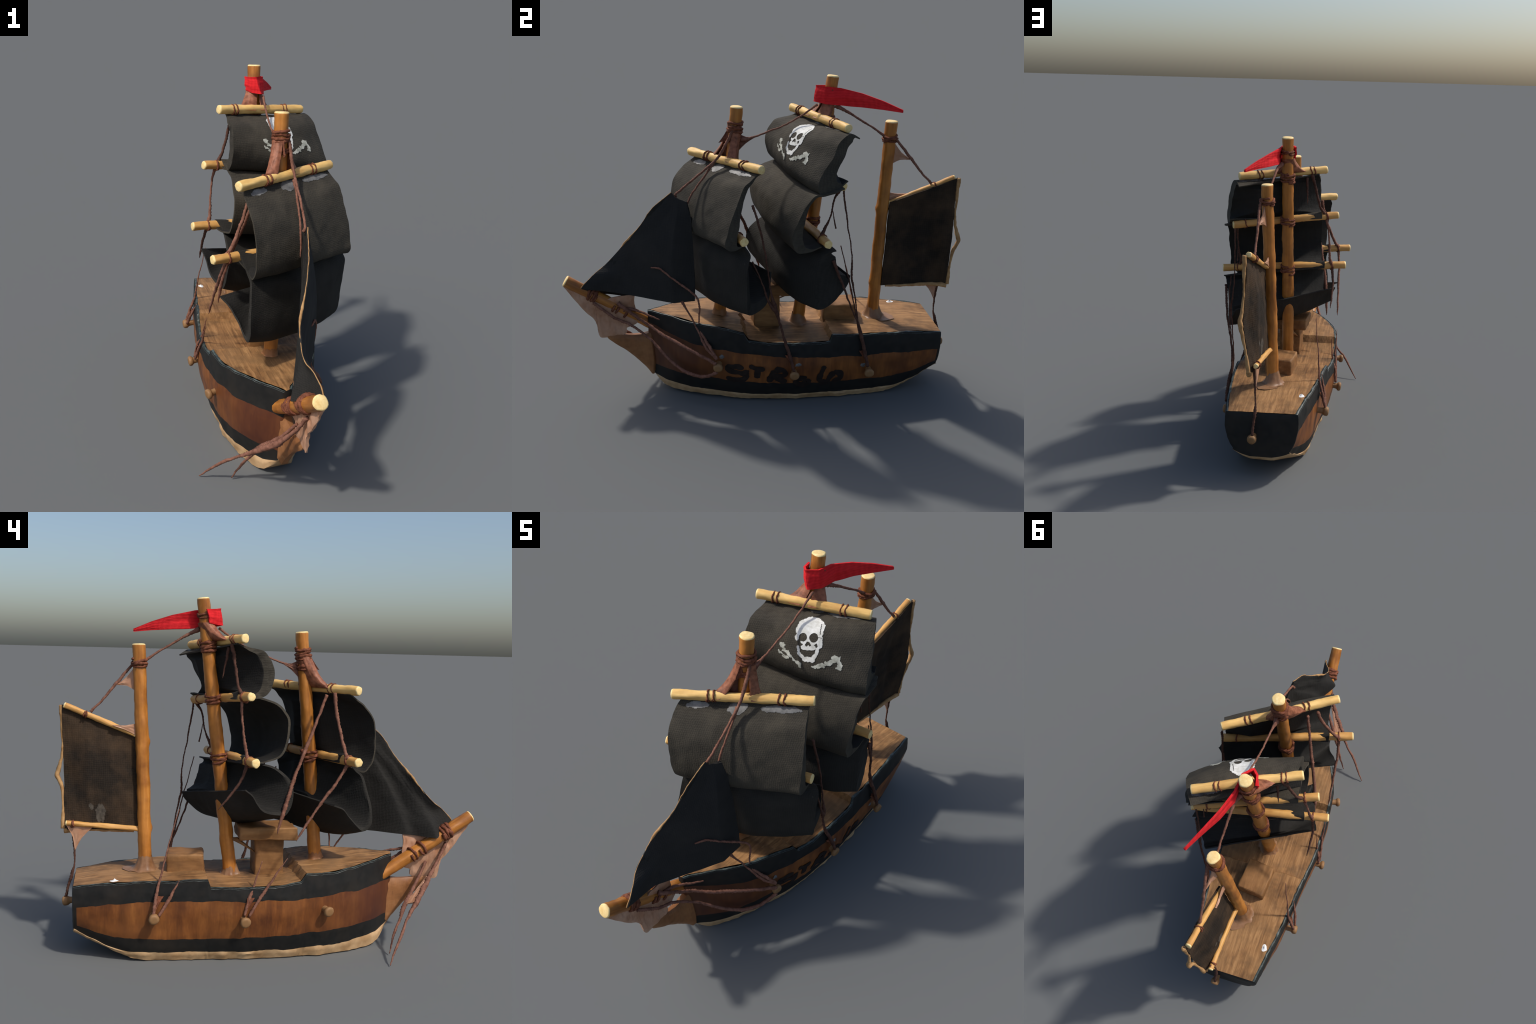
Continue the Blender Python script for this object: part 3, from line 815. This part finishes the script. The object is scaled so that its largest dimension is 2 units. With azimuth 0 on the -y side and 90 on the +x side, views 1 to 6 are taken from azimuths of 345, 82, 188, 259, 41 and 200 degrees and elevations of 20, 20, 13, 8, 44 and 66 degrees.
def tri_web(name, p, mat, th=.006, n=14, parent=None, sag=.0):
    """small web of dried glue and cord stretched between three points, edges pulled in"""
    A, B, C = map(np.array, p)
    curves = []
    for i in range(5):
        s = i/4
        e0 = A+(B-A)*s; e1 = A+(C-A)*s
        m = (e0+e1)/2
        ctr = (A+B+C)/3
        curves.append([e0+(ctr-e0)*sag*math.sin(math.pi*s), m, e1+(ctr-e1)*sag*math.sin(math.pi*s)])
    curves[0] = [A, A+(B-A)*.02, A+(C-A)*.04]
    S = Sheet(curves, nv=n, wrinkle=.003, seed=A[0]*20+A[2]*7)
    return build_sheet(name, S, mat, nu=n, nv=n, th=th, parent=parent)
fm_ = lambda z: on(FORE0, FORE1, z)
tri_web("lashing_flap", [(.016, -.206, 1.302), (fm_(1.395)[0], fm_(1.395)[1]-.024, 1.395), (fm_(1.29)[0]+.012, fm_(1.29)[1]-.024, 1.300)], M_lash, sag=.25, parent=fore)
gm = lambda z: on(MIZ0, MIZ1, z)
tri_web("glue_web", [(.090, .722, 1.215), (gm(1.29)[0]+.01, gm(1.29)[1]+.02, 1.300), (gm(1.2)[0], gm(1.2)[1]+.02, 1.19)], M_web, sag=.3, parent=miz)
tri_web("glue_web", [(.050, .745, .990+.045), (gm(1.02)[0], gm(1.02)[1]+.015, 1.045), (gm(.97)[0], gm(.97)[1]+.02, .985)], M_web, sag=.3, parent=miz)
tri_web("glue_web", [(.056, .912, .455), (.052, .948, .575), (.048, .830, .566)], M_web, sag=.3, parent=boom)
tri_web("glue_web", [(.030, -.03, 1.330), (fm_(1.34)[0]+.004, fm_(1.34)[1]+.02, 1.345), (fm_(1.25)[0]+.004, fm_(1.25)[1]+.02, 1.255)], M_rope, sag=.3, parent=fore)

# ------------------------------------------------------------------ bow knee and its web
def plate(name, outline, thick, mat, parent=None, xfun=None, amp=.003):
    """solid plate from a side outline (y,z) with a rounded section, as a filled, subdivided slab"""
    bm = bmesh.new()
    pts = catmull([(y, z, 0) for y, z in outline]+[(outline[0][0], outline[0][1], 0)], 90)[:-1]
    vs = [bm.verts.new((0, p[0], p[1])) for p in pts]
    f = bm.faces.new(vs)
    bmesh.ops.triangulate(bm, faces=[f])
    for _ in range(3):
        bmesh.ops.subdivide_edges(bm, edges=[e for e in bm.edges if e.calc_length() > .02], cuts=1)
        bmesh.ops.triangulate(bm, faces=[f for f in bm.faces if len(f.verts) > 3])
    bmesh.ops.recalc_face_normals(bm, faces=bm.faces)
    edge = [v.co.copy() for v in bm.verts if v.is_boundary]
    bverts = [v.index for v in bm.verts]
    bm.verts.index_update(); bm.verts.ensure_lookup_table()
    n = len(bm.verts)
    co = [v.co.copy() for v in bm.verts]; bnd = [v.is_boundary for v in bm.verts]
    fs = [[v.index for v in f.verts] for f in bm.faces]
    bed = [(e.verts[0].index, e.verts[1].index) for e in bm.edges if e.is_boundary]
    bm.free()
    verts = []
    for s in (1, -1):
        for c, b in zip(co, bnd):
            d = min((c-e).length for e in edge)
            h = thick(c.y, c.z) if callable(thick) else thick
            h *= .45+.55*min(1, d/.014)
            x = (xfun(c.y, c.z) if xfun else 0)+s*h/2+amp*fbm(c.y*3, c.z*3, s*.1, 9)
            verts.append((x, c.y, c.z))
    faces = [tuple(f) for f in fs]+[tuple(n+i for i in f[::-1]) for f in fs]
    for a, b in bed:
        faces.append((a, b, n+b, n+a))
    ob = add(name, verts, faces, mat, parent, angle=60)
    bm = bmesh.new(); bm.from_mesh(ob.data); bmesh.ops.recalc_face_normals(bm, faces=bm.faces); bm.to_mesh(ob.data); bm.free()
    return ob
plate("bow_knee", [(-.560, .318), (-.620, .306), (-.700, .308), (-.765, .310), (-.790, .298), (-.753, .262), (-.680, .206), (-.600, .120), (-.565, .075), (-.545, .120), (-.548, .22)],
      lambda y, z: float(np.interp(y, [-.80, -.62, -.56], [.022, .045, .062])), M_knee, HULL, xfun=lambda y, z: -.024+.02*(y+.6)*-.5)
plate("foot_web", [(-.80, .502), (-.72, .520), (-.645, .522), (-.650, .490), (-.642, .462), (-.640, .430), (-.66, .425), (-.72, .455)], .012, M_web, HULL, xfun=lambda y, z: -.030+.1*max(0, z-.46), amp=.004)
plate("bow_web", [(-.990, .585), (-.935, .503), (-.884, .434), (-.842, .385), (-.829, .306), (-.792, .296), (-.735, .300), (-.690, .318), (-.690, .345), (-.655, .357), (-.635, .380), (-.72, .445), (-.80, .495), (-.90, .555)],
      lambda y, z: .016, M_web, HULL, xfun=lambda y, z: -.028+.06*max(0, .40-z)*1.2, amp=.006)

tri_web("glue_web", [(-.006, .222, .525), (-.020, .170, .520), (-.040, .088, .455)], M_box, th=.02, sag=.2, parent=PLAT)
# ------------------------------------------------------------------ pegs
def peg(base, tip, r=.023):
    b, t = Vector(base), Vector(tip); L = (t-b).length
    M = Matrix.Translation(b) @ (t-b).to_track_quat('Z', 'Y').to_matrix().to_4x4()
    prof = [(-.03, .016), (0, .015), (L*.45, .016), (L*.62, r), (L*.85, r*1.02), (L*.97, r*.8), (L, r*.35)]
    q = catmull([(z, rr, 0) for z, rr in prof], 22); sides = 18
    verts, faces = [], []
    for z, rr, _ in q:
        for k in range(sides):
            a = 2*math.pi*k/sides
            rk = rr*(1+.08*fbm(math.cos(a)+b.x*9, math.sin(a)+b.y*9, z*20))
            verts.append((rk*math.cos(a), rk*math.sin(a), z))
    for i in range(len(q)-1):
        for k in range(sides):
            k2 = (k+1) % sides
            faces.append((i*sides+k, i*sides+k2, (i+1)*sides+k2, (i+1)*sides+k))
    faces.append(tuple((len(q)-1)*sides+k for k in range(sides)))
    return add("peg", verts, faces, M_peg, HULL, matrix=M)
PEGS = {}
for k, (x, y, z) in {'p1': (.232, -.240, .218), 'p2': (.293, .138, .182), 'p3': (.284, .522, .168), 's1': (-.280, -.210, .235), 's2': (-.291, .173, .205), 's3': (-.262, .570, .222)}.items():
    sd = 1 if x > 0 else -1
    bx = side_x(y, z, sd)
    tip = (x+sd*.012, y-.004, z-.002)
    if abs(tip[0]) < abs(bx)+.04:
        tip = (bx+sd*.046, tip[1]-(.012 if y < 0 else 0), tip[2])
    PEGS[k] = peg((bx, y+(.01 if y < 0 else 0), z+.004), tip)
peg((.060, .905, .222), (.062, .972, .214), .022)

# ------------------------------------------------------------------ rigging
def rope(pts, r=.006, mat=None, parent=None, **k):
    return tube("rope", pts, r, mat or M_rope, parent, **k)
mm = lambda z: on(MAIN0, MAIN1, z)
rope([(.040, .265, 1.480), (.036, .200, 1.436), (.033, .119, 1.388), (.031, .02, 1.350), (.029, -.060, 1.322), (.026, -.105, 1.318)], [.008, .006, .0055, .0055, .008, .016])
rope([(.036, .352, 1.475), (.053, .395, 1.452), (.060, .470, 1.408), (.068, .550, 1.358), (.072, .600, 1.325)], [.016, .010, .0065, .0065, .008])
rope([(.074, .640, 1.318), (.095, .652, 1.306), (.090, .725, 1.218), (.087, .790, 1.140), (.085, .838, 1.092)], [.008, .0075, .0085, .0065, .009])
rope([(.030, -.140, 1.40), (.050, -.145, 1.36), (.056, -.190, 1.275), (.058, -.225, 1.228), (.060, -.310, 1.155), (.055, -.410, 1.072), (.045, -.420, 1.050)], [.009, .009, .009, .0075, .007, .007, .010])
rope([(.054, -.235, 1.215), (.057, -.275, 1.155), (.056, -.340, 1.065), (.054, -.372, .990), (.052, -.385, .93)], [.010, .006, .006, .005, .003], M_rope)
# port braces
rope([(-.110, .225, 1.410), (-.130, .215, 1.340), (-.150, .206, 1.26), (-.173, .195, 1.206), (-.19, .18, 1.19)], [.012, .009, .008, .010, .010], M_rope_dark)
rope([(-.085, .235, 1.395), (-.09, .25, 1.32), (-.095, .262, 1.26)], [.009, .006, .002], M_rope_dark)
rope([(-.195, .190, 1.165), (-.205, .190, 1.110), (-.213, .183, 1.032), (-.216, .172, .960), (-.225, .165, .915)], [.009, .0065, .0065, .009, .014])
rope([(-.232, .168, .895), (-.240, .190, .835), (-.242, .225, .780), (-.241, .262, .735), (-.240, .290, .698)], [.010, .008, .007, .006, .002], M_rope_dark)
rope([(-.126, -.245, 1.205), (-.145, -.25, 1.12), (-.175, -.263, 1.03), (-.210, -.278, .948), (-.235, -.285, .918)], [.011, .010, .009, .010, .013])
rope([(-.085, -.219, 1.192), (-.110, -.172, 1.08), (-.136, -.122, .967), (-.155, -.088, .890), (-.170, -.059, .825), (-.185, -.03, .735), (-.197, .002, .640), (-.200, .018, .575)], [.009, .008, .011, .010, .010, .012, .010, .002])
rope([(-.232, -.285, .893), (-.245, -.235, .815), (-.248, -.185, .750), (-.252, -.125, .665), (-.256, -.075, .590), (-.258, -.055, .555)], [.010, .008, .009, .007, .006, .001])
rope([(-.262, -.018, .480), (-.263, .020, .425), (-.263, .055, .370), (-.270, .100, .308), (-.279, .151, .226)], [.0015, .004, .007, .009, .008], M_rope)
rope([(-.240, .091, .464), (-.253, .126, .362), (-.268, .151, .299), (-.279, .172, .228)], [.002, .006, .009, .008], M_rope)
rope([(-.181, .455, .690), (-.190, .483, .600), (-.200, .501, .535), (-.208, .521, .465), (-.217, .540, .380), (-.240, .560, .300), (-.256, .568, .236)], [.002, .003, .0035, .005, .007, .010, .009], M_rope)
rope([(-.222, .457, .380), (-.241, .502, .300), (-.256, .545, .234)], [.003, .009, .009], M_rope)
# starboard braces
rope([(.280, .350, 1.122), (.272, .377, .958), (.272, .404, .804), (.285, .405, .699), (.268, .433, .563), (.258, .458, .412), (.272, .481, .328), (.286, .507, .205)], [.006, .0045, .004, .007, .004, .008, .012, .008], M_rope_dark)
rope([(.300, .343, .858), (.300, .373, .738), (.290, .405, .628), (.258, .456, .413)], [.003, .003, .004, .004], M_rope_dark)
rope([(.335, .300, .80), (.315, .361, .651), (.285, .411, .530), (.262, .467, .401), (.284, .511, .203)], [.010, .007, .005, .007, .009], M_rope_dark)
rope([(.270, .345, 1.135), (.272, .310, 1.08), (.268, .296, .998), (.260, .272, .935), (.27, .255, .90)], [.012, .006, .005, .009, .014], M_rope_dark)
rope([(.270, .302, 1.029), (.270, .322, .935)], [.002, .005], M_rope_dark)
rope([(.305, -.075, 1.07), (.302, -.050, .982), (.302, -.026, .882), (.302, -.007, .768), (.300, .012, .638), (.290, .032, .553), (.265, .061, .462), (.262, .088, .360), (.280, .110, .290), (.292, .132, .205)], [.008, .006, .006, .005, .006, .014, .008, .009, .012, .009], M_rope_dark)
rope([(.322, -.079, .804), (.310, -.039, .709), (.300, .000, .592), (.290, .032, .540)], [.005, .004, .008, .012], M_rope_dark)
rope([(.061, -.550, .698), (.090, -.507, .700), (.120, -.435, .646), (.145, -.363, .597), (.158, -.323, .539), (.148, -.326, .420), (.162, -.312, .372), (.205, -.277, .314), (.232, -.242, .265)], [.004, .006, .006, .007, .006, .005, .009, .010, .008], M_rope)
rope([(.113, -.407, .534), (.122, -.378, .480), (.140, -.348, .425), (.160, -.325, .373), (.200, -.296, .316), (.232, -.248, .262)], [.010, .006, .005, .007, .008, .007], M_rope)
rope([(-.012, -.725, .487), (-.002, -.700, .470), (.003, -.646, .421), (.026, -.565, .366), (.082, -.500, .338), (.156, -.396, .302), (.205, -.322, .276), (.235, -.250, .240)], [.013, .012, .010, .010, .0105, .011, .011, .011], M_rope)
rope([(-.010, -.847, .496), (.000, -.749, .415), (.004, -.662, .367), (.044, -.568, .300), (.098, -.499, .236), (.140, -.437, .188), (.180, -.375, .164), (.208, -.300, .161), (.235, -.245, .195)], [.009, .009, .009, .008, .010, .011, .0115, .011, .011], M_rope)
# loose strings hanging from the bowsprit
rope([(-.040, -.862, .480), (-.070, -.800, .380), (-.115, -.735, .295), (-.178, -.664, .222), (-.235, -.600, .160), (-.285, -.562, .118), (-.335, -.510, .050), (-.370, -.479, .004)], [.010, .010, .016, .014, .008, .009, .006, .003])
rope([(-.045, -.760, .390), (-.085, -.700, .300), (-.150, -.620, .205), (-.182, -.585, .140), (-.202, -.556, .094), (-.240, -.523, .006)], [.008, .010, .014, .008, .008, .003])
rope([(-.02, -.70, .447), (-.008, -.64, .447), (.03, -.565, .425), (.05, -.52, .412)], [.014, .009, .006, .004])
tri_web("glue_web", [(-.075, -.765, .335), (-.175, -.668, .228), (-.150, -.618, .208)], M_web, th=.007, sag=.15)
# stern rope down to its peg
rope([(.052, .935, .600), (.062, .925, .560), (.057, .913, .452), (.054, .915, .390), (.054, .925, .345), (.058, .942, .290), (.060, .955, .235)], [.006, .007, .006, .005, .010, .008, .008], M_rope_dark)

# cord webs above the pegs
for (x, y, z), yt in (((-.279, .172, .232), .115), ((-.256, .568, .240), .500), ((.292, .134, .21), .09), ((.286, .51, .21), .47)):
    sd = 1 if x > 0 else -1
    z2 = z+.095
    tri_web("cord_web", [(x, y, z), (side_x(y-.005, z2, sd)+sd*.008, y-.012, z2-.02), (side_x(yt, z2, sd)+sd*.008, y-.045, z2-.02)], M_lash, th=.004, sag=.15)

# ------------------------------------------------------------------ glue at mast feet and odd spots on deck
def blob(name, c, rx, ry, h, mat, seed=0, parent=None):
    verts, faces = [], []
    nr, na = 8, 28
    for i in range(nr+1):
        t = i/nr
        for k in range(na):
            a = 2*math.pi*k/na
            w = 1+.35*fbm(math.cos(a)*1.5+seed, math.sin(a)*1.5, seed)
            verts.append((c[0]+rx*t*w*math.cos(a), c[1]+ry*t*w*math.sin(a), c[2]+h*(1-t)**2.6-.002*t+.0015))
    for i in range(nr):
        for k in range(na):
            k2 = (k+1) % na
            faces.append((i*na+k, (i+1)*na+k, (i+1)*na+k2, i*na+k2))
    return add(name, verts, faces, mat, parent)
def fillet(c, r0, r1, h, mat, seed):
    """collar of glue climbing the foot of a mast"""
    verts, faces = [], []
    nr, na = 12, 32
    for i in range(nr+1):
        t = i/nr
        for k in range(na):
            a = 2*math.pi*k/na
            w = fbm(math.cos(a)*1.4+seed, math.sin(a)*1.4, seed)
            r = r0+(r1*(1+.5*w)-r0)*t
            verts.append((c[0]+r*math.cos(a), c[1]+r*math.sin(a), c[2]+h*(1+.4*w)*(1-t)**2.8-.002*t+.002))
    for i in range(nr):
        for k in range(na):
            k2 = (k+1) % na
            faces.append((i*na+k, (i+1)*na+k, (i+1)*na+k2, i*na+k2))
    return add("glue_collar", verts, faces, mat)
fillet((.0195, .592, .369), .029, .062, .060, M_glue_deck, 1.0)
fillet((-.002, .198, .344), .031, .056, .045, M_glue_deck, 2.0)
fillet((-.003, -.211, .408), .030, .046, .035, M_knee, 3.0)
blob("glue_puddle", (.045, .640, .368), .060, .048, .006, M_glue_deck, 1.0)
blob("paint_chip", (-.148, .733, .366), .016, .020, .010, M_chip, 4.0)
# glue dots beside the starboard pegs
for y, z in ((-.215, .262), (.158, .225), (.49, .2)):
    blob("glue_spot", (0, 0, 0), .012, .016, .008, M_glue, y).matrix_basis = Matrix.Translation((side_x(y, z, 1), y, z)) @ Matrix.Rotation(math.radians(90), 4, 'Y')

# ------------------------------------------------------------------ painted letters on the starboard side
def stroke(pts, w, side=1, name="letter_stroke", lift=.0022):
    """thick brush stroke following the planking; pts are (y, z)"""
    q = catmull([(y, z, 0) for y, z in pts], max(8, 6*len(pts)))
    n = len(q); verts, faces = [], []
    for i in range(n):
        t = q[min(i+1, n-1)]-q[max(i-1, 0)]; t = t[:2]/np.linalg.norm(t[:2])
        e = math.sqrt(max(0, 1-(abs(2*i/(n-1)-1))**8))
        ww = w*(.85+.4*fbm(q[i][0], q[i][1], 2, 30))*max(.25, e)
        for k in range(5):
            o = (k/4-.5)*ww
            y, z = q[i][0]-t[1]*o, q[i][1]+t[0]*o
            verts.append((side_x(y, z, side)+side*lift, y, z))
    for i in range(n-1):
        for k in range(4):
            a = i*5+k
            faces.append((a, a+1, a+6, a+5))
    return add(name, verts, faces, M_ink, HULL)
LET = [[(-.112, .204), (-.150, .212), (-.185, .200), (-.170, .182), (-.130, .176), (-.100, .160), (-.115, .138), (-.160, .132), (-.198, .142)],
       [(-.105, .196), (-.098, .165)],
       [(-.086, .224), (-.055, .208), (-.008, .204)], [(-.043, .206), (-.047, .148)],
       [(.037, .200), (.012, .124)], [(.037, .200), (.082, .198), (.090, .170), (.030, .155)], [(.050, .156), (.100, .120)],
       [(.205, .152), (.165, .142), (.148, .118), (.185, .106), (.215, .122), (.185, .132)],
       [(.292, .214), (.274, .160), (.266, .116)], [(.266, .114), (.305, .112), (.322, .140), (.345, .172)], [(.340, .172), (.375, .158), (.374, .126), (.335, .112)]]
for i, s in enumerate(LET):
    stroke(s, .038 if i not in (2, 8) else .034, lift=.0022+.0004*(i % 3))

bpy.context.view_layer.update()
